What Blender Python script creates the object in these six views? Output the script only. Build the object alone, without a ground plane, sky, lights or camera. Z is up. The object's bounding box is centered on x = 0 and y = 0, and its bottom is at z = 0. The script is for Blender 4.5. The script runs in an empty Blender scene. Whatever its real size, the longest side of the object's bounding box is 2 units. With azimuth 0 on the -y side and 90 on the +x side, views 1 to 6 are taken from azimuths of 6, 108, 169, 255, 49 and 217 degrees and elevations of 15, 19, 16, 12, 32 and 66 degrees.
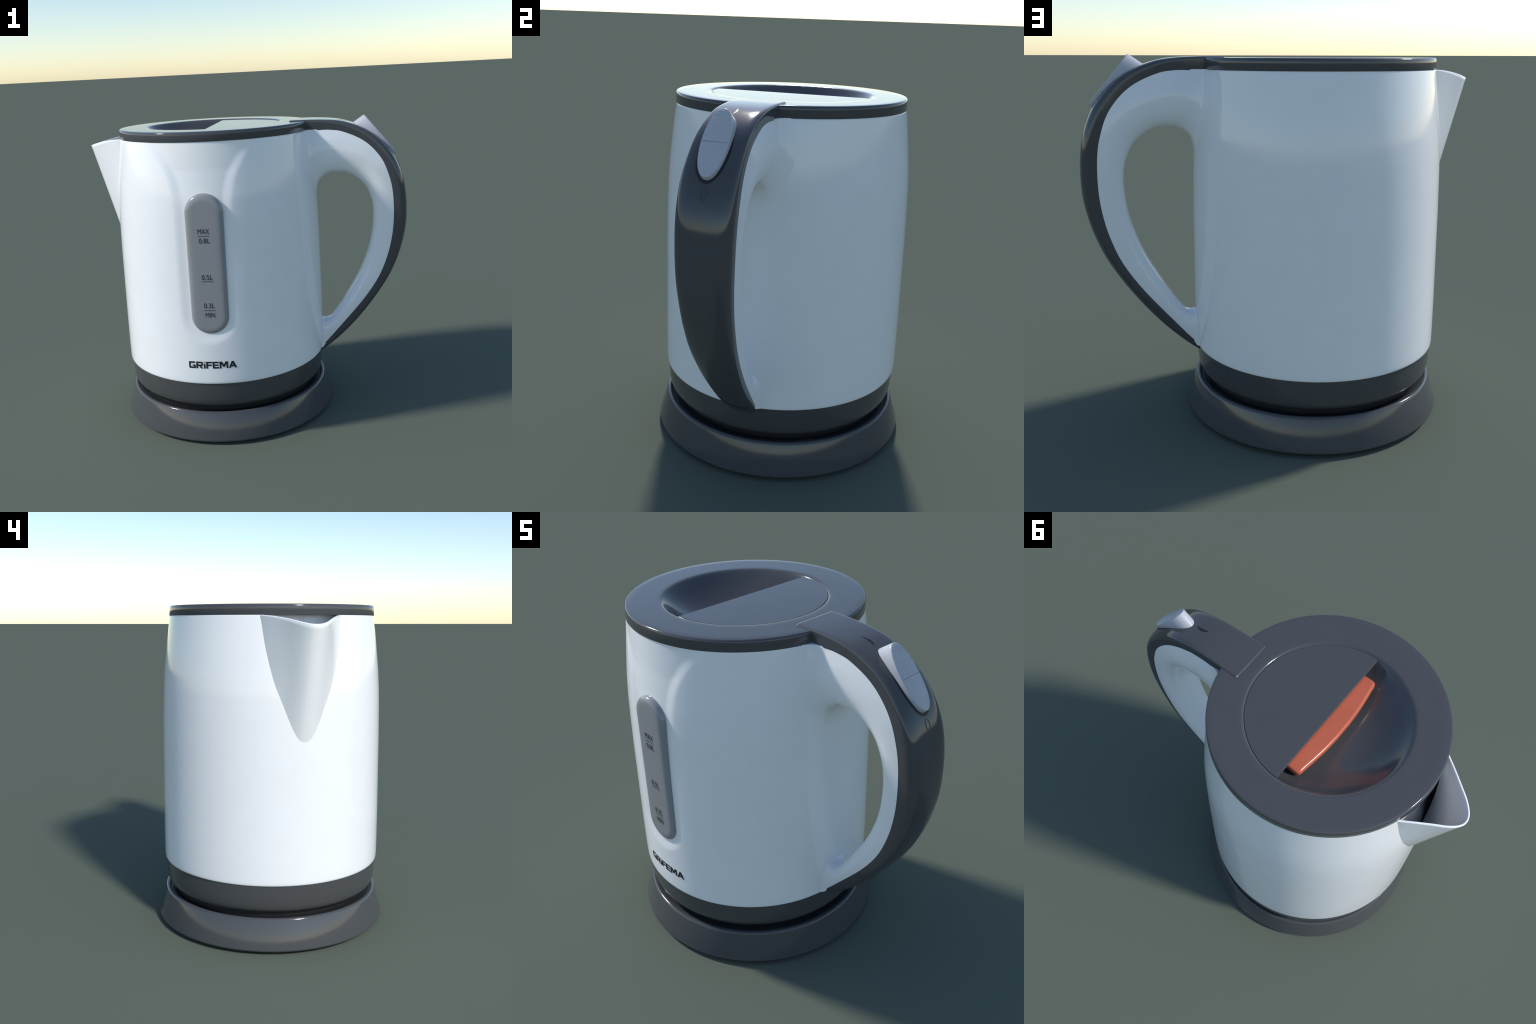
import bpy, bmesh, math
import numpy as np
from mathutils import Vector
from mathutils.bvhtree import BVHTree

CX = -0.196                      # axis of the jug; the handle is on +x, the spout on -x


# ---------------------------------------------------------------- materials
def plastic(name, color, rough, coat=0.0, grain=0.0, var=0.03, ior=1.5):
    m = bpy.data.materials.new(name)
    m.use_nodes = True
    nt = m.node_tree
    b = nt.nodes["Principled BSDF"]
    b.inputs["IOR"].default_value = ior
    b.inputs["Coat Weight"].default_value = coat
    b.inputs["Coat Roughness"].default_value = 0.08
    tc = nt.nodes.new("ShaderNodeTexCoord")
    no = nt.nodes.new("ShaderNodeTexNoise")
    no.inputs["Scale"].default_value = 9.0
    no.inputs["Detail"].default_value = 3.0
    nt.links.new(tc.outputs["Object"], no.inputs["Vector"])
    ramp = nt.nodes.new("ShaderNodeValToRGB")
    lo = [c * (1 - var) for c in color]
    hi = [min(1.0, c * (1 + var)) for c in color]
    ramp.color_ramp.elements[0].position = 0.35
    ramp.color_ramp.elements[1].position = 0.65
    ramp.color_ramp.elements[0].color = (*lo, 1)
    ramp.color_ramp.elements[1].color = (*hi, 1)
    nt.links.new(no.outputs["Fac"], ramp.inputs["Fac"])
    nt.links.new(ramp.outputs["Color"], b.inputs["Base Color"])
    mr = nt.nodes.new("ShaderNodeMapRange")
    mr.inputs["To Min"].default_value = rough * 0.9
    mr.inputs["To Max"].default_value = rough * 1.1
    nt.links.new(no.outputs["Fac"], mr.inputs["Value"])
    nt.links.new(mr.outputs["Result"], b.inputs["Roughness"])
    if grain > 0:
        n2 = nt.nodes.new("ShaderNodeTexNoise")
        n2.inputs["Scale"].default_value = 260.0
        nt.links.new(tc.outputs["Object"], n2.inputs["Vector"])
        bu = nt.nodes.new("ShaderNodeBump")
        bu.inputs["Strength"].default_value = grain
        bu.inputs["Distance"].default_value = 0.002
        nt.links.new(n2.outputs["Fac"], bu.inputs["Height"])
        nt.links.new(bu.outputs["Normal"], b.inputs["Normal"])
    return m


WHITE = plastic("white_plastic", (0.89, 0.90, 0.905), 0.11, var=0.008)
INNER = plastic("inner_wall_plastic", (0.84, 0.85, 0.87), 0.3, var=0.01)  # whitened to offset the blocked light inside the spout
DARK = plastic("charcoal_plastic", (0.073, 0.076, 0.081), 0.105, var=0.01)
DARKM = plastic("charcoal_band_plastic", (0.070, 0.072, 0.075), 0.17, var=0.01)
GREY = plastic("window_plastic", (0.285, 0.292, 0.303), 0.17, var=0.015)
BUTTON = plastic("button_plastic", (0.50, 0.51, 0.54), 0.28, var=0.015)
ORANGE = plastic("lever_plastic", (0.56, 0.135, 0.070), 0.2, var=0.02)
INK = plastic("print_ink", (0.012, 0.012, 0.013), 0.45, var=0.02)
GAP = plastic("gap_black", (0.012, 0.012, 0.013), 0.5, var=0.02)


# ---------------------------------------------------------------- helpers
def smooth(a, b, x):
    t = np.clip((np.asarray(x, float) - a) / (b - a), 0, 1)
    return t * t * (3 - 2 * t)


def spline(keys, n_or_u):
    """Catmull-Rom (non-uniform in the first column's index) through rows of keys."""
    K = np.asarray(keys, float)
    m = len(K)
    u = np.linspace(0, m - 1, n_or_u) if isinstance(n_or_u, int) else np.asarray(n_or_u)
    i = np.clip(u.astype(int), 0, m - 2)
    t = (u - i)[:, None]
    P0 = K[np.maximum(i - 1, 0)]
    P1 = K[i]
    P2 = K[i + 1]
    P3 = K[np.minimum(i + 2, m - 1)]
    return 0.5 * (2 * P1 + (P2 - P0) * t + (2 * P0 - 5 * P1 + 4 * P2 - P3) * t ** 2
                  + (3 * P1 - P0 - 3 * P2 + P3) * t ** 3)


def relax(curve, it):
    c = curve.copy()
    for _ in range(it):
        c[1:-1] = 0.25 * c[:-2] + 0.5 * c[1:-1] + 0.25 * c[2:]
    return c


def make(name, verts, faces, mat, parent=None, angle=None):
    me = bpy.data.meshes.new(name)
    me.from_pydata([tuple(map(float, v)) for v in verts], [], faces)
    me.validate()
    bm = bmesh.new()
    bm.from_mesh(me)
    bmesh.ops.remove_doubles(bm, verts=bm.verts, dist=1e-6)
    bmesh.ops.recalc_face_normals(bm, faces=bm.faces)
    bm.to_mesh(me)
    bm.free()
    me.polygons.foreach_set("use_smooth", [True] * len(me.polygons))
    if angle is not None:
        me.set_sharp_from_angle(angle=math.radians(angle))
    me.materials.append(mat)
    ob = bpy.data.objects.new(name, me)
    bpy.context.scene.collection.objects.link(ob)
    if parent is not None:
        ob.parent = parent
    return ob


def grid_faces(nr, nc, wrap=False):
    f = []
    for i in range(nr - 1):
        for j in range(nc if wrap else nc - 1):
            k = (j + 1) % nc
            f.append((i * nc + j, i * nc + k, (i + 1) * nc + k, (i + 1) * nc + j))
    return f


def revolve(name, profile, mat, parent, n=256, cx=CX, angle=40, close=True):
    """profile: (r, z) rows; closes the ends with discs if their radius is > 0."""
    th = np.linspace(0, 2 * np.pi, n, endpoint=False)
    P = np.asarray(profile, float)
    v = []
    for r, z in P:
        v.append(np.c_[cx + r * np.cos(th), r * np.sin(th), np.full(n, z)])
    v = np.concatenate(v)
    f = grid_faces(len(P), n, True)
    if close:
        if P[0, 0] > 1e-4:
            f.append(tuple(range(n)))
        if P[-1, 0] > 1e-4:
            f.append(tuple(range((len(P) - 1) * n, len(P) * n)))
    return make(name, v, f, mat, parent, angle)


def arc(c, r, a0, a1, n):
    a = np.radians(np.linspace(a0, a1, n))
    return [(c[0] + r * np.cos(t), c[1] + r * np.sin(t)) for t in a]


def empty(name, label, category):
    e = bpy.data.objects.new(name, None)
    bpy.context.scene.collection.objects.link(e)
    e["label"] = label
    e["category"] = category
    return e


kettle = empty("electric_kettle", "white plastic electric kettle with charcoal lid and handle", "kettle")
kettle.location = (0, 0, 0)
base = empty("power_base", "round dark grey kettle power base with raised rim", "kettle base")

# ---------------------------------------------------------------- jug body
RZ = np.array([(0.381, 0.6450), (0.3825, 0.6470), (0.386, 0.6485), (0.395, 0.6495), (0.43, 0.650), (0.50, 0.650),
               (0.65, 0.649), (0.80, 0.647), (0.95, 0.645), (1.10, 0.643), (1.20, 0.6405), (1.30, 0.638),
               (1.40, 0.634), (1.50, 0.6270), (1.60, 0.6165), (1.70, 0.6045), (1.81, 0.591)])


def radius(z):
    """smooth jug radius at height z"""
    zz = np.linspace(0.381, 1.81, 1200)
    r = np.interp(zz, RZ[:, 0], RZ[:, 1])
    k = np.hanning(91)
    k /= k.sum()
    up = np.r_[np.full(45, 0) + r[0] - (r[1] - r[0]) * np.arange(45, 0, -1), r,
               r[-1] + (r[-1] - r[-2]) * np.arange(1, 46)]
    rs = np.convolve(up, k, "valid")
    w = smooth(0.44, 0.52, zz)
    return np.interp(z, zz, r * (1 - w) + rs * w)


RECESS_HW = [(0.60, 0.140), (1.42, 0.140), (1.50, 0.146), (1.58, 0.160), (1.64, 0.182), (1.70, 0.218),
             (1.75, 0.258), (1.79, 0.305), (1.83, 0.36)]


def window_recess(s, z):
    """depth of the channel round the gauge; s = arc length from the gauge's middle."""
    hw = np.interp(z, [a for a, _ in RECESS_HW], [b for _, b in RECESS_HW])
    zc = 0.800
    d = np.where(z > zc, np.abs(s) - hw, np.hypot(s, (z - zc)) - 0.140)
    depth = np.interp(z, [0.6, 1.45, 1.65, 1.81], [0.008, 0.009, 0.010, 0.002])
    return depth * (1 - smooth(-0.036, 0.036, d))


# half width of the opening behind the spout, by height
SPOUT_CUT = [(0.205, 1.83), (0.203, 1.79), (0.180, 1.64), (0.145, 1.475), (0.098, 1.345), (0.055, 1.250), (0.0, 1.20)]


def build_body():
    zs = np.r_[np.array([0.381, 0.3818, 0.383, 0.386, 0.394, 0.402, 0.412]), np.linspace(0.43, 1.80, 150), [1.806, 1.81]]
    n = 720
    th = np.linspace(-np.pi, np.pi, n, endpoint=False)
    rows = []
    for z in zs:
        R = float(radius(z))
        s = (th + np.pi / 2) * R
        s = np.where(np.abs(s) < 1.0, s, 9.0)
        r = R - window_recess(s, np.full(n, z))
        if z > 1.807:
            r = r - 0.003
        rows.append(np.c_[CX + r * np.cos(th), r * np.sin(th), np.full(n, z)])
    # rolled mouth, then the inner wall and the floor
    wall = 0.012
    for z in (1.806, 1.70, 1.5, 1.2, 0.9, 0.6, 0.42):
        r = float(radius(z)) - wall - 0.012
        rows.append(np.c_[CX + r * np.cos(th), r * np.sin(th), np.full(n, z)])
    rows.append(np.c_[np.full(n, CX), np.zeros(n), np.full(n, 0.42)])
    lo = rows[0].copy()
    lo[:, 0] = CX + (rows[0][:, 0] - CX) * 0.985
    lo[:, 1] *= 0.985
    rows = [lo] + rows
    v = np.concatenate(rows)
    # the wall is cut away behind the spout
    faces = []
    for f in grid_faces(len(rows), n, True):
        c = v[list(f)].mean(0)
        if c[0] < CX - 0.3 and c[2] > SPOUT_CUT[-1][1] and \
                abs(c[1]) < np.interp(c[2], [q[1] for q in SPOUT_CUT[::-1]], [q[0] for q in SPOUT_CUT[::-1]]):
            continue
        faces.append(f)
    return make("body", v, faces, WHITE, kettle, 38)


body = build_body()

# dark foot of the jug
revolve("blackened_foot_skirt", [(0.0, 0.1705), (0.46, 0.1705), (0.575, 0.172), (0.587, 0.176), (0.589, 0.216), (0.55, 0.24)], GAP, kettle, 128)  # skirt coloured near-black for the shadow in the groove above the base
revolve("foot_band", [(0.56, 0.222), (0.592, 0.2150), (0.606, 0.2205), (0.618, 0.2285),
                      (0.6275, 0.2415), (0.6335, 0.258), (0.6375, 0.278), (0.640, 0.31), (0.6415, 0.35), (0.642, 0.386), (0.60, 0.388)],
        DARKM, kettle, 256, angle=50)

# ---------------------------------------------------------------- handle
#            seam x, z        inner x, z      half width
GRIP = [(0.340, 1.808, 0.340, 1.490, 0.1105), (0.420, 1.811, 0.400, 1.503, 0.1105), (0.490, 1.812, 0.442, 1.515, 0.1105),
        (0.545, 1.808, 0.479, 1.525, 0.1105), (0.600, 1.799, 0.517, 1.532, 0.1110), (0.690, 1.763, 0.577, 1.535, 0.1130),
        (0.755, 1.722, 0.640, 1.525, 0.1155), (0.810, 1.668, 0.700, 1.489, 0.1180), (0.857, 1.600, 0.745, 1.441, 0.1210),
        (0.890, 1.512, 0.775, 1.375, 0.1220), (0.908, 1.437, 0.788, 1.320, 0.1220), (0.917, 1.340, 0.792, 1.250, 0.1205),
        (0.917, 1.225, 0.787, 1.170, 0.1180), (0.905, 1.120, 0.773, 1.088, 0.1140), (0.880, 1.010, 0.746, 1.000, 0.1100),
        (0.835, 0.888, 0.697, 0.885, 0.1050), (0.777, 0.785, 0.632, 0.772, 0.0980), (0.710, 0.690, 0.575, 0.676, 0.0910),
        (0.640, 0.603, 0.527, 0.598, 0.0840), (0.570, 0.520, 0.494, 0.562, 0.0790), (0.500, 0.437, 0.458, 0.556, 0.0750),
        (0.445, 0.380, 0.420, 0.556, 0.0720), (0.400, 0.335, 0.380, 0.560, 0.0700)]
#            outer x, z of the dark strap for the same stations
STRAP = [(0.288, 1.815, 0.288, 1.8695, 0.1165), (0.380, 1.808, 0.380, 1.8700, 0.1150), (0.440, 1.810, 0.435, 1.869, 0.1140),
         (0.500, 1.812, 0.495, 1.8665, 0.1125), (0.550, 1.808, 0.560, 1.861, 0.1125), (0.600, 1.799, 0.622, 1.849, 0.1125),
         (0.690, 1.763, 0.720, 1.814, 0.1145), (0.755, 1.722, 0.792, 1.770, 0.1170), (0.810, 1.668, 0.856, 1.712, 0.1195),
         (0.857, 1.600, 0.915, 1.640, 0.1225), (0.890, 1.512, 0.961, 1.547, 0.1235), (0.908, 1.437, 0.985, 1.457, 0.1235),
         (0.917, 1.340, 0.998, 1.350, 0.1220), (0.917, 1.225, 0.999, 1.222, 0.1195), (0.905, 1.120, 0.985, 1.112, 0.1155),
         (0.880, 1.010, 0.955, 0.985, 0.1115), (0.835, 0.888, 0.904, 0.852, 0.1065), (0.777, 0.785, 0.836, 0.735, 0.0995),
         (0.710, 0.690, 0.762, 0.630, 0.0925), (0.640, 0.603, 0.685, 0.535, 0.0855), (0.570, 0.520, 0.605, 0.450, 0.0805),
         (0.500, 0.437, 0.525, 0.379, 0.0765), (0.445, 0.380, 0.453, 0.325, 0.0730), (0.405, 0.350, 0.410, 0.300, 0.0710)]


# the lower bend was read off edges that lie w/2 nearer the camera: move it in accordingly
GRIP = [(sx, sz, hx, hz - 0.016 * float(smooth(0.57, 0.65, hz) * (1 - smooth(0.8, 1.3, hz))), w) for sx, sz, hx, hz, w in GRIP]
STRAP = [(sx, sz, ox, oz + 0.36 * w * 0.85 * (1 - smooth(0.75, 1.35, oz)), w) for sx, sz, ox, oz, w in STRAP]


def half_ring(n_exp, m=41):
    """unit half superellipse: y from 1 to -1, p from 0 up to 1 and back"""
    a = np.linspace(0, np.pi, m)
    c, s = np.cos(a), np.sin(a)
    return np.sign(c) * np.abs(c) ** (2 / n_exp), np.abs(s) ** (2 / n_exp)


def sweep(name, table, n_exp, mat, sink, crown, bulge, bevel=0.0):
    """n_exp, crown and bulge are (start, ..., end) values spread along the sweep"""
    N = 260
    rows = relax(spline(table, N), 12)
    q = np.linspace(0, 1, N)
    along = lambda k: np.interp(q, np.linspace(0, 1, len(k)), k)
    ne, cr, bu, sk = along(n_exp), along(crown), along(bulge), along(sink)
    if bevel:
        first = rows[0].copy()
        first[[0, 2]] -= bevel
        first[3] -= bevel * 0.8
        first[4] -= bevel * 0.7
        rows = np.r_[[first], rows]
        N += 1
        ne, cr, bu, sk = (np.r_[[k[0]], k] for k in (ne, cr, bu, sk))
    v = []
    for i, (sx, sz, ox, oz, w) in enumerate(rows):
        yy, pp = half_ring(ne[i])
        S = np.array((sx, sz))
        O = np.array((ox, oz))
        D = O - S
        B = S - D / np.linalg.norm(D) * sk[i]
        ring = [(B[0], w, B[1])]
        for y, p in zip(yy, pp):
            k = S + D * p * (1 - cr[i] * y * y)
            ring.append((k[0], y * (w + bu[i] * math.sin(math.pi / 2 * min(1, p * 1.6))), k[1]))
        ring.append((B[0], -w, B[1]))
        v += ring
    nc = len(yy) + 2
    f = grid_faces(N, nc, True)
    f.append(tuple(range(nc)))
    f.append(tuple(range((N - 1) * nc, N * nc)))
    return make(name, v, f, mat, kettle, 50), rows


grip_core, _ = sweep("grip_core", GRIP, (3.4, 3.4, 3.4, 3.2, 3.0, 2.8, 2.8, 3.4), WHITE,
                     (0.012, 0.012, 0.012, 0.012, 0.008, 0.002), (0, 0),
                     (0.030, 0.030, 0.022, 0.012, 0.005, 0.003, 0.003, 0.004, 0.006))


def blend_handle(core):
    """Grow the grip out of the jug: remesh grip plus a slab of the jug wall, pull every vertex on to the
    smooth union of the two shapes and keep only what is not plain jug wall."""
    tree = BVHTree.FromPolygons([v.co.copy() for v in core.data.vertices],
                                [tuple(p.vertices) for p in core.data.polygons])
    th = np.linspace(-0.75, 0.75, 90)
    zs = np.linspace(0.30, 1.81, 90)
    out, inn = [], []
    for z in zs:
        R = float(radius(max(z, 0.40)))
        out.append(np.c_[CX + R * np.cos(th), R * np.sin(th), np.full(90, z)])
        inn.append(np.c_[CX + (R - 0.10) * np.cos(th), (R - 0.10) * np.sin(th), np.full(90, z)])
    slab = np.concatenate(out + inn)
    f = grid_faces(90, 90)
    f += [tuple(8100 + i for i in q[::-1]) for q in grid_faces(90, 90)]
    edge = list(range(90)) + [90 * k + 89 for k in range(1, 90)] + [8100 - 2 - k for k in range(89)] + [90 * k for k in range(88, 0, -1)]
    f += [(edge[i], edge[i - 1], edge[i - 1] + 8100, edge[i] + 8100) for i in range(len(edge))]
    cv = np.array([v.co[:] for v in core.data.vertices])
    cf = [tuple(i + 16200 for i in p.vertices) for p in core.data.polygons]
    raw = make("handle", np.concatenate([slab, cv]), f + cf, WHITE, None)
    rm = raw.modifiers.new("rm", "REMESH")
    rm.mode = "VOXEL"
    rm.voxel_size = 0.0052
    dg = bpy.context.evaluated_depsgraph_get()
    me = bpy.data.meshes.new_from_object(raw.evaluated_get(dg))
    bpy.data.objects.remove(raw)
    n = len(me.vertices)
    P = np.empty(n * 3)
    me.vertices.foreach_get("co", P)
    P = P.reshape(-1, 3)
    zz = np.linspace(0.3, 1.9, 400)
    rr = radius(np.clip(zz, 0.42, 1.81))
    for it in range(6):
        rad = np.hypot(P[:, 0] - CX, P[:, 1])
        fb = rad - np.interp(P[:, 2], zz, rr)
        nb = np.c_[(P[:, 0] - CX) / rad, P[:, 1] / rad, np.zeros(n)]
        fh = np.empty(n)
        nh = np.empty((n, 3))
        for i in range(n):
            q, nn, _, d = tree.find_nearest(P[i])
            w = Vector(P[i]) - q
            sg = 1.0 if w.dot(nn) >= 0 else -1.0
            fh[i] = sg * d
            nh[i] = (w * (sg / d))[:] if d > 2e-4 else nn[:]
        k = 0.030 + (0.040 + 0.050 * (1 - smooth(0.08, 0.14, np.abs(P[:, 1])))) * smooth(0.7, 1.35, P[:, 2])
        h = np.maximum(k - np.abs(fb - fh), 0) / k
        F = np.minimum(fb, fh) - h * h * k / 4
        wb = np.where(fb < fh, 1 - h / 2, h / 2)[:, None]
        g = wb * nb + (1 - wb) * nh
        g2 = np.maximum((g * g).sum(1), 0.2)
        step = np.clip(F / g2, -0.012, 0.012) * (0.9 if it < 5 else 1.0)
        P = P - g * step[:, None]
    P[:, 2] = np.minimum(P[:, 2], np.where(np.abs(P[:, 1]) > 0.105, 1.8095, 9))
    # keep the grip and its fillet; drop plain wall and what lies inside the jug
    keep = (fh < k * 0.97) & (fb > -0.02)
    # lie a hair proud of the wall, but dive under it along the rim of the fillet
    lift = 0.0005 - 0.0022 * smooth(0.86, 0.97, fh / k)
    near = 1 - smooth(0.002, 0.010, fb)
    P = P + nb * (lift * near)[:, None]
    keep &= P[:, 2] > 0.376
    P[:, 2] = np.maximum(P[:, 2], 0.3825)
    faces = [tuple(p.vertices) for p in me.polygons if all(keep[i] for i in p.vertices)]
    used = sorted({i for q in faces for i in q})
    idx = {a: b for b, a in enumerate(used)}
    bpy.data.meshes.remove(me)
    bpy.data.objects.remove(core)
    return make("handle", P[used], [tuple(idx[i] for i in q) for q in faces], WHITE, kettle, None)


handle = blend_handle(grip_core)
strap, strap_rows = sweep("handle_strap", STRAP, (24, 16, 9, 6.5, 5, 4.4, 4, 3.6, 3.4, 3.2, 3.2, 3.2), DARK, (0.006, 0.006),
                           (0.0, 0.02, 0.03, 0.07, 0.12, 0.15, 0.15), (0.0, 0.002, 0.001, 0.0, -0.001, -0.002, -0.003), bevel=0.0045)


# ---------------------------------------------------------------- switch button, slit and lamp on the strap
def build_button():
    a = Vector((0.740, 0, 1.8805))
    b = Vector((0.9400, 0, 1.641))
    d = (b - a)
    half = d.length / 2
    d.normalize()
    nrm = Vector((-d.z, 0, d.x))
    if nrm.x < 0:
        nrm = -nrm
    c = (a + b) / 2
    n = 96
    th = np.linspace(0, 2 * np.pi, n, endpoint=False)
    rows = []
    # from root (inside the strap) to the face; the root is a bit larger than the face
    for grow, h in ((1.07, -0.115), (1.045, -0.07), (1.018, -0.03), (1.0, -0.006), (0.992, -0.002), (0.975, 0.0)):
        for t in th:
            e = 2 / 2.15
            ct, st = math.cos(t), math.sin(t)
            u = math.copysign(abs(ct) ** e, ct) * half * grow
            y = math.copysign(abs(st) ** e, st) * 0.0585 * grow
            q = c + d * u + nrm * h
            rows.append((q.x, y, q.z))
    f = grid_faces(6, n, True)
    f.append(tuple(range(n)))
    f.append(tuple(range(5 * n, 6 * n)))
    btn = make("switch_button", rows, f, BUTTON, kettle, 40)
    # cross ribs of the thumb face
    v, f = [], []
    count = 25
    pitch = 2 * half * 0.94 / count
    for k in range(count):
        u0 = -half * 0.94 + pitch * (k + 0.5)
        if k == 12:
            continue
        wy = 0.0585 * 0.955 * math.sqrt(max(0.0, 1 - (u0 / (half * 0.985)) ** 2))
        i0 = len(v)
        prof = [(-0.46, -0.001), (-0.22, 0.0013), (0.0, 0.0018), (0.22, 0.0013), (0.46, -0.001)]
        for yy in (-wy, -wy * 0.96, wy * 0.96, wy):
            for pu, ph in prof:
                hh = ph if abs(yy) < wy * 0.97 else -0.001
                q = c + d * (u0 + pu * pitch) + nrm * hh
                v.append((q.x, yy, q.z))
        for r in range(3):
            for s in range(4):
                f.append((i0 + r * 5 + s, i0 + r * 5 + s + 1, i0 + r * 5 + s + 6, i0 + r * 5 + s + 5))
    q0, q1 = c + d * -0.0012, c + d * 0.0012
    make("hinge_line", [(q0.x + nrm.x * 0.0006, -0.054, q0.z + nrm.z * 0.0006), (q1.x + nrm.x * 0.0006, -0.054, q1.z + nrm.z * 0.0006),
                        (q1.x + nrm.x * 0.0006, 0.054, q1.z + nrm.z * 0.0006), (q0.x + nrm.x * 0.0006, 0.054, q0.z + nrm.z * 0.0006)],
         [(0, 1, 2, 3)], GREY, btn)
    make("grip_ribs", v, f, BUTTON, btn, 60)["kind"] = "stuff"


build_button()


def strap_patch(name, x_target, z_target, la, ly, ring, mat, lift, bend=0.0):
    d = [(r[2] - x_target) ** 2 + (r[3] - z_target) ** 2 for r in strap_rows]
    i0 = int(np.argmin(d))
    line = strap_rows[:, 2:4]
    seg = np.r_[0, np.cumsum(np.linalg.norm(np.diff(line, axis=0), axis=1))]
    s0 = seg[i0]
    n = 48
    v = []
    radii = [(1.0, 0), (0.97, 1), (0.78, 1), (0.74, 0)] if ring else [(1.0, 0), (0.9, 0.7), (0.5, 1.0), (0.02, 1.0)]
    for k, h in radii:
        for j in range(n):
            t = 2 * math.pi * j / n
            s = s0 + la * k * math.cos(t)
            y = ly * k * math.sin(t) + bend * (math.cos(t) * k) ** 2
            px, pz = np.interp(s, seg, line[:, 0]), np.interp(s, seg, line[:, 1])
            qx, qz = np.interp(s + 0.004, seg, line[:, 0]), np.interp(s + 0.004, seg, line[:, 1])
            tx, tz = qx - px, qz - pz
            L = math.hypot(tx, tz)
            nx, nz = -tz / L, tx / L
            v.append((px + nx * (h * lift - 0.0008), y, pz + nz * (h * lift - 0.0008)))
    f = grid_faces(4, n, True)
    return make(name, v, f, mat, kettle, 60)


strap_patch("button_dark_patch", 0.840, 1.729, 0.158, 0.0685, False, GAP, 0.0022)  # black disc laid on the strap as the button gap's darkness; nothing is cut
strap_patch("latch_slit", 0.607, 1.852, 0.042, 0.0085, False, GAP, 0.0014, -0.010)
strap_patch("indicator_lamp", 0.95, 1.574, 0.030, 0.014, True, DARK, 0.0028)


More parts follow.
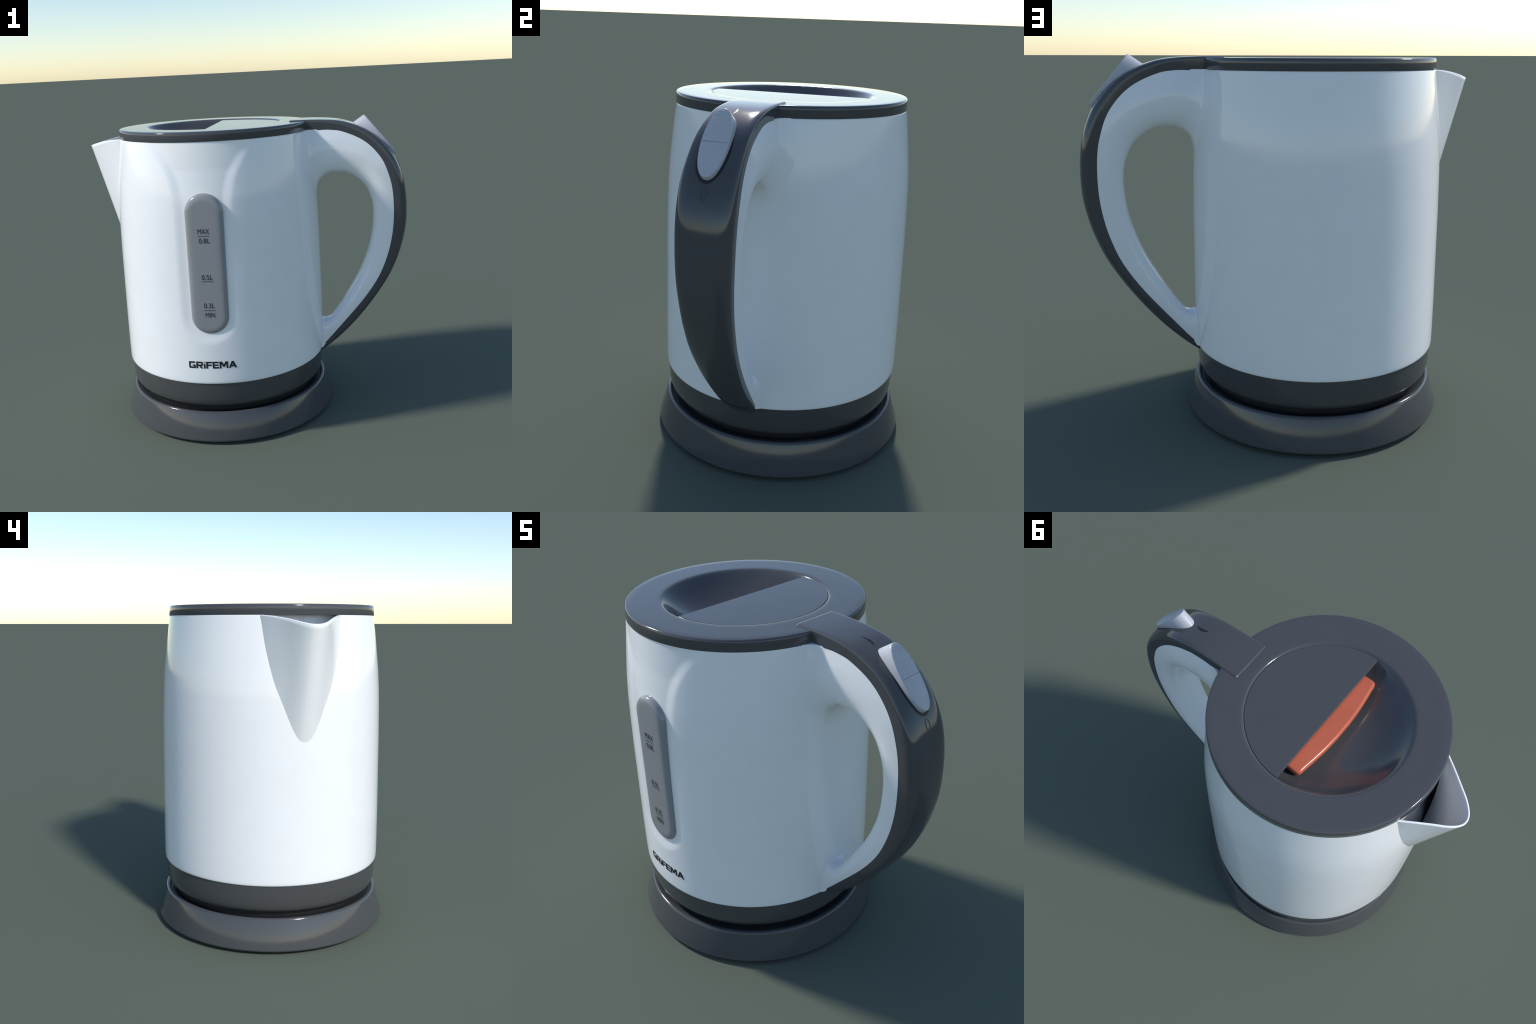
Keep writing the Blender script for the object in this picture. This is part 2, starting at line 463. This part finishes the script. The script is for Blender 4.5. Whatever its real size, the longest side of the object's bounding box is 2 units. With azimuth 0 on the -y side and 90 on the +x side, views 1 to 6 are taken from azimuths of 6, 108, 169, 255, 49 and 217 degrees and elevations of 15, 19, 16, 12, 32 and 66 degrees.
# ---------------------------------------------------------------- lid
def build_lid():
    rim = [(0.50, 1.8075), (0.5925, 1.8075), (0.5928, 1.8080), (0.5915, 1.8460), (0.5910, 1.8550), (0.5865, 1.8618), (0.5830, 1.8625),
           (0.55, 1.8625), (0.50, 1.8625), (0.45, 1.8625), (0.426, 1.8625), (0.419, 1.8618)]
    gentle = [(0.412, 1.8590), (0.404, 1.8530), (0.394, 1.844), (0.380, 1.832), (0.360, 1.815), (0.335, 1.797),
              (0.30, 1.774), (0.26, 1.752), (0.21, 1.732), (0.14, 1.719), (0.07, 1.714), (0.0, 1.713)]
    steep = [(0.412, 1.8575), (0.404, 1.8440), (0.394, 1.820), (0.380, 1.790), (0.360, 1.766), (0.335, 1.750),
             (0.30, 1.738), (0.26, 1.730), (0.21, 1.723), (0.14, 1.717), (0.07, 1.714), (0.0, 1.713)]
    n = 256
    th = np.linspace(0, 2 * np.pi, n, endpoint=False)
    v = [np.c_[CX + r * np.cos(th), r * np.sin(th), np.full(n, z)] for r, z in rim]
    for (r, z0), (_, z1) in zip(gentle, steep):
        x = r * np.cos(th)
        g = 1 - smooth(-0.02, 0.20, -x)
        v.append(np.c_[CX + x, r * np.sin(th), z0 + (z1 - z0) * g * 0.55])
    lid = make("lid", np.concatenate(v), grid_faces(len(v), n, True), DARK, kettle, 75)
    skirt = []
    n = 120
    rows_z = ((1.812, 0.526), (1.70, 0.534), (1.60, 0.546), (1.50, 0.561), (1.40, 0.580), (1.30, 0.602), (1.20, 0.627))
    for z, r0 in rows_z:
        for k in range(n):
            t = math.pi + (k / (n - 1) - 0.5) * 0.9
            fold = -0.010 * math.exp(-((k - 62) / 2.0) ** 2) * float(smooth(1.3, 1.6, z))
            r = r0 - fold
            skirt.append((CX + r * math.cos(t), r * math.sin(t), z))
    make("strainer", skirt, grid_faces(len(rows_z), n), INNER, lid, 60)
    # flat finger flap over the handle-side half of the dish
    n = 120
    r = 0.4075
    th = np.linspace(-np.pi / 2, np.pi / 2, n)
    outline = np.c_[CX + 0.001 + r * np.cos(th), r * np.sin(th)]
    v = []
    cen = np.array((CX + 0.15, 0))
    for inset, z in ((0.004, 1.832), (0.0, 1.836), (0.0, 1.8550), (0.0012, 1.8572), (0.004, 1.8580), (0.0045, 1.8580)):
        for p in outline:
            dirv = cen - p
            L = np.linalg.norm(dirv)
            q = p + dirv / L * inset
            v.append((q[0], q[1], z))
    f = grid_faces(6, n, True)
    f.append(tuple(range(n)))
    f.append(tuple(range(5 * n, 6 * n)))
    make("lid_flap", v, f, DARK, kettle, 35)
    # orange release lever, peeping out under the straight edge of the flap
    front = [(-0.189, 0.316), (-0.225, 0.3175), (-0.247, 0.314), (-0.2575, 0.302), (-0.2610, 0.275), (-0.2690, 0.22),
             (-0.2785, 0.14), (-0.2835, 0.06), (-0.2840, 0.0)]
    half = np.array(front)
    full = np.r_[half, (half * [1, -1])[::-1][1:]]
    full = spline(full, 97)
    back = np.array([(-0.12, -0.316), (-0.12, 0.316)])
    ol = np.r_[full, back]
    cen = np.array((-0.16, 0.0))
    v = []
    for inset, z in ((0.012, 1.772), (0.003, 1.780), (0.0, 1.79), (0.0, 1.810), (0.002, 1.817), (0.006, 1.821), (0.012, 1.8225), (0.0125, 1.8225)):
        for p in ol:
            q = p.copy()
            q[0] = min(p[0] + inset, -0.12)
            q[1] = p[1] - np.sign(p[1]) * min(abs(p[1]), inset * min(1.0, abs(p[1]) / 0.25))
            v.append((q[0], q[1], z))
    m = len(ol)
    f = grid_faces(8, m, True)
    f.append(tuple(range(m)))
    f.append(tuple(range(7 * m, 8 * m)))
    make("release_lever", v, f, ORANGE, kettle, 50)


build_lid()


# ---------------------------------------------------------------- spout
def build_spout():
    # right half of the lip (seen from above) and of the crease with the jug, matched by station
    lip = [(-0.720, 0.232, 1.8085), (-0.752, 0.2155, 1.8045), (-0.818, 0.172, 1.799), (-0.887, 0.125, 1.788),
           (-0.940, 0.089, 1.776), (-0.976, 0.056, 1.766), (-0.995, 0.027, 1.7605), (-1.0005, 0.0, 1.7590)]
    crease = [(0.232, 1.81), (0.2155, 1.79), (0.196, 1.64), (0.160, 1.475), (0.112, 1.345),
              (0.070, 1.240), (0.033, 1.176), (0.0, 1.160)]
    lipf = np.array(lip)
    cr = np.array(crease)
    m = 97
    u = np.linspace(0, 2 * (len(lip) - 1), m)
    L = spline(np.r_[lipf, (lipf * [1, -1, 1])[::-1][1:]], u)
    C2 = spline(np.r_[cr, (cr * [-1, 1])[::-1][1:]], u)
    Cc = []
    for y, z in C2:
        R = float(radius(z))
        Cc.append((CX - math.sqrt(max(R * R - y * y, 0)), y, z))
    Cc = np.array(Cc)
    nrow = 26
    t = np.linspace(0, 1.06, nrow)[:, None]
    out = np.array([L[j] + (Cc[j] - L[j]) * t for j in range(m)])      # m, nrow, 3
    # inner skin: shifted towards the jug axis side
    du = np.gradient(out, axis=0)
    dv = np.gradient(out, axis=1)
    nn = np.cross(du, dv)
    nn /= np.maximum(np.linalg.norm(nn, axis=2, keepdims=True), 1e-9)
    ref = out - np.array((CX, 0, 1.6))
    ref[..., 2] = 0
    sgn = np.sign((nn * ref).sum(2, keepdims=True))
    nn *= np.where(sgn == 0, 1, sgn)
    nn[..., 2] *= 0.3
    wall = 0.011
    inn = out - nn * wall
    mid = out[:, 0] - nn[:, 0] * wall * 0.5
    mid[:, 2] += 0.0025
    inn[:, 0, 2] = out[:, 0, 2]
    rows = [out[:, k] for k in range(nrow - 1, -1, -1)]
    rows[-1] = out[:, 0] - [0, 0, 0.002]
    rows += [out[:, 0] - nn[:, 0] * wall * 0.2 + [0, 0, 0.001], mid, out[:, 0] - nn[:, 0] * wall * 0.8 + [0, 0, 0.001]]
    v = np.concatenate(rows)
    sp = make("spout", v, grid_faces(len(rows), m), WHITE, kettle, 60)
    rows = [out[:, 0] - nn[:, 0] * wall * 0.8 + [0, 0, 0.001]] + [inn[:, k] for k in range(1, nrow)]
    make("spout_lining", np.concatenate(rows), grid_faces(len(rows), m), WHITE, sp, 60)


build_spout()


# ---------------------------------------------------------------- water gauge
WX, WZ0, WZ1, WHW = -0.188, 0.694, 1.525, 0.1105


def gauge_lean(z):
    return 0.005 * (z - 0.7) / 0.8


def build_window():
    def stadium(inset, n=40):
        r = WHW - inset
        pts = []
        for a in np.linspace(0, np.pi, n):
            pts.append((WX + r * np.cos(a), WZ1 - WHW + r * np.sin(a)))
        for a in np.linspace(np.pi, 2 * np.pi, n):
            pts.append((WX + r * np.cos(a), WZ0 + WHW + r * np.sin(a)))
        return pts
    v = []
    prof = [(0.0, -0.57), (0.0, -0.628), (0.0015, -0.6345), (0.005, -0.6405), (0.010, -0.6450), (0.017, -0.6485),
            (0.025, -0.6505), (0.034, -0.6515), (0.05, -0.652)]
    for inset, y in prof:
        for x, z in stadium(inset):
            v.append((x, y + gauge_lean(z), z))
    m = 80
    f = grid_faces(len(prof), m, True)
    f.append(tuple(range((len(prof) - 1) * m, len(prof) * m)))
    return make("water_gauge", v, f, GREY, kettle, 50)


gauge = build_window()


def text_mesh(s, size, cx, z0, width, height, y, name, parent):
    cu = bpy.data.curves.new(name, "FONT")
    cu.body = s
    cu.size = size
    cu.resolution_u = 6
    ob = bpy.data.objects.new(name + "_tmp", cu)
    bpy.context.scene.collection.objects.link(ob)
    dg = bpy.context.evaluated_depsgraph_get()
    dg.update()
    me = bpy.data.meshes.new_from_object(ob.evaluated_get(dg))
    bpy.data.objects.remove(ob)
    bpy.data.curves.remove(cu)
    co = np.empty(len(me.vertices) * 3)
    me.vertices.foreach_get("co", co)
    co = co.reshape(-1, 3)
    lo, hi = co.min(0), co.max(0)
    X = (co[:, 0] - lo[0]) / (hi[0] - lo[0]) * width - width / 2 + cx
    Z = (co[:, 1] - lo[1]) / (hi[1] - lo[1]) * height + z0
    out = np.c_[X, y + gauge_lean(Z), Z]
    me.vertices.foreach_set("co", out.ravel())
    me.materials.clear()
    me.materials.append(INK)
    me.update()
    o = bpy.data.objects.new(name, me)
    bpy.context.scene.collection.objects.link(o)
    o.parent = parent
    return o


def bar(name, x0, x1, z0, z1, y, parent):
    return make(name, [(x, y + gauge_lean(z), z) for x, z in ((x0, z0), (x1, z0), (x1, z1), (x0, z1))], [(0, 1, 2, 3)], INK, parent)


YF = -0.6535
for s, cx, z0, w, h in (("MAX", -0.1925, 1.298, 0.066, 0.030), ("0.8L", -0.1905, 1.244, 0.062, 0.029),
                        ("0.5L", -0.1880, 1.029, 0.063, 0.030), ("0.3L", -0.1865, 0.859, 0.062, 0.030),
                        ("MIN", -0.1845, 0.803, 0.055, 0.028)):
    text_mesh(s, 0.05, cx, z0, w, h, YF, "gauge_mark", gauge)
for x0, x1, z in ((-0.226, -0.158, 1.286), (-0.2215, -0.1535, 1.019), (-0.2185, -0.151, 0.845)):
    bar("gauge_line", x0, x1, z - 0.0013, z + 0.0013, YF, gauge)


# ---------------------------------------------------------------- printed word on the jug
def build_word():
    """block capitals 1.0 high, drawn as non-overlapping convex pieces, wrapped on the jug"""
    t = 0.24                    # stroke
    q = lambda x0, x1, y0, y1: [(x0, y0), (x1, y0), (x1, y1), (x0, y1)]
    G = (1.02, [[(0.0, 0.12), (t, 0.12 + 0.1), (t, 0.78), (0.0, 0.88)], [(0.0, 0.12), (0.12, 0), (t, t), (t, 0.22)],
                [(0.0, 0.88), (t, 0.78), (t, 0.76), (0.12, 1.0)], [(0.12, 1.0), (t, 0.76), (0.86, 0.76), (0.92, 0.88), (0.88, 1.0)],
                [(0.12, 0), (0.96, 0), (0.96, t), (t, t)], q(0.72, 0.96, t, 0.55), [(0.5, 0.36), (0.72, 0.36), (0.72, 0.55), (0.5, 0.55)]])
    R = (1.00, [q(0, t, 0, 1.0), [(t, 0.78), (0.72, 0.78), (0.84, 1.0), (t, 1.0)], [(0.72, 0.78), (0.72, 0.58), (0.94, 0.45), (0.94, 0.9), (0.84, 1.0)],
                [(t, 0.36), (0.84, 0.36), (0.94, 0.45), (0.72, 0.58), (t, 0.58)], [(0.38, 0.36), (0.66, 0.0), (0.97, 0.0), (0.68, 0.36)]])
    i = (0.34, [q(0.03, 0.03 + t, 0, 0.66), q(0.03, 0.03 + t, 0.78, 0.84), q(0.03, 0.03 + t, 0.91, 1.0)])
    F = (0.86, [q(0, t, 0, 1.0), q(t, 0.84, 0.78, 1.0), q(t, 0.76, 0.38, 0.60)])
    E_ = (0.92, [q(0, t, 0, 1.0), q(t, 0.86, 0.78, 1.0), q(t, 0.82, 0.39, 0.60), q(t, 0.88, 0.0, 0.22)])
    M = (1.22, [q(0, t, 0, 1.0), q(0.94, 1.18, 0, 1.0), [(t, 1.0), (t, 0.62), (0.52, 0.18), (0.59, 0.18), (0.59, 0.52), (0.36, 1.0)],
                [(0.59, 0.52), (0.59, 0.18), (0.66, 0.18), (0.94, 0.62), (0.94, 1.0), (0.82, 1.0)]])
    A = (1.12, [[(0, 0), (0.26, 0), (0.36, 0.2), (0.47, 0.42), (0.56, 0.64), (0.56, 1.0), (0.42, 1.0)],
                [(1.12, 0), (0.70, 1.0), (0.56, 1.0), (0.56, 0.64), (0.65, 0.42), (0.76, 0.2), (0.86, 0)],
                [(0.36, 0.2), (0.76, 0.2), (0.65, 0.42), (0.47, 0.42)]])
    letters = [G, R, i, F, E_, M, A]
    total = sum(a for a, _ in letters) + 0.04 * 6
    x_left, x_right, z0, h = -0.335, -0.049, 0.4825, 0.043
    a0 = math.asin((x_left - CX) / 0.65)
    a1 = math.asin((x_right - CX) / 0.65)
    pos = 0.0
    for adv, pieces in letters:
        bm = bmesh.new()
        for pc in pieces:
            bm.faces.new([bm.verts.new((pos + x, 0, y)) for x, y in pc])
        bmesh.ops.remove_doubles(bm, verts=bm.verts, dist=1e-5)
        for v in bm.verts:
            a = a0 + (a1 - a0) * v.co.x / total
            z = z0 + v.co.z * h
            r = float(radius(z)) + 0.0016
            v.co = (CX + r * math.sin(a), -r * math.cos(a), z)
        bmesh.ops.recalc_face_normals(bm, faces=bm.faces)
        me = bpy.data.meshes.new("printed_letter")
        bm.to_mesh(me)
        bm.free()
        me.materials.append(INK)
        o = bpy.data.objects.new("printed_letter", me)
        bpy.context.scene.collection.objects.link(o)
        o.parent = body
        pos += adv + 0.04


build_word()

# ---------------------------------------------------------------- power base
revolve("base_shell", [(0.0, 0.0), (0.56, 0.0), (0.565, 0.015), (0.655, 0.0165), (0.676, 0.018)] + arc((0.678, 0.031), 0.0140, -80, 10, 8)
        + [(0.6480, 0.182), (0.6445, 0.1900), (0.6375, 0.1945)]
        + [(0.630, 0.1935), (0.620, 0.1895), (0.611, 0.1845), (0.602, 0.178), (0.592, 0.172), (0.575, 0.1685), (0.0, 0.168)],
        DARK, base, 256, cx=-0.190, angle=80)
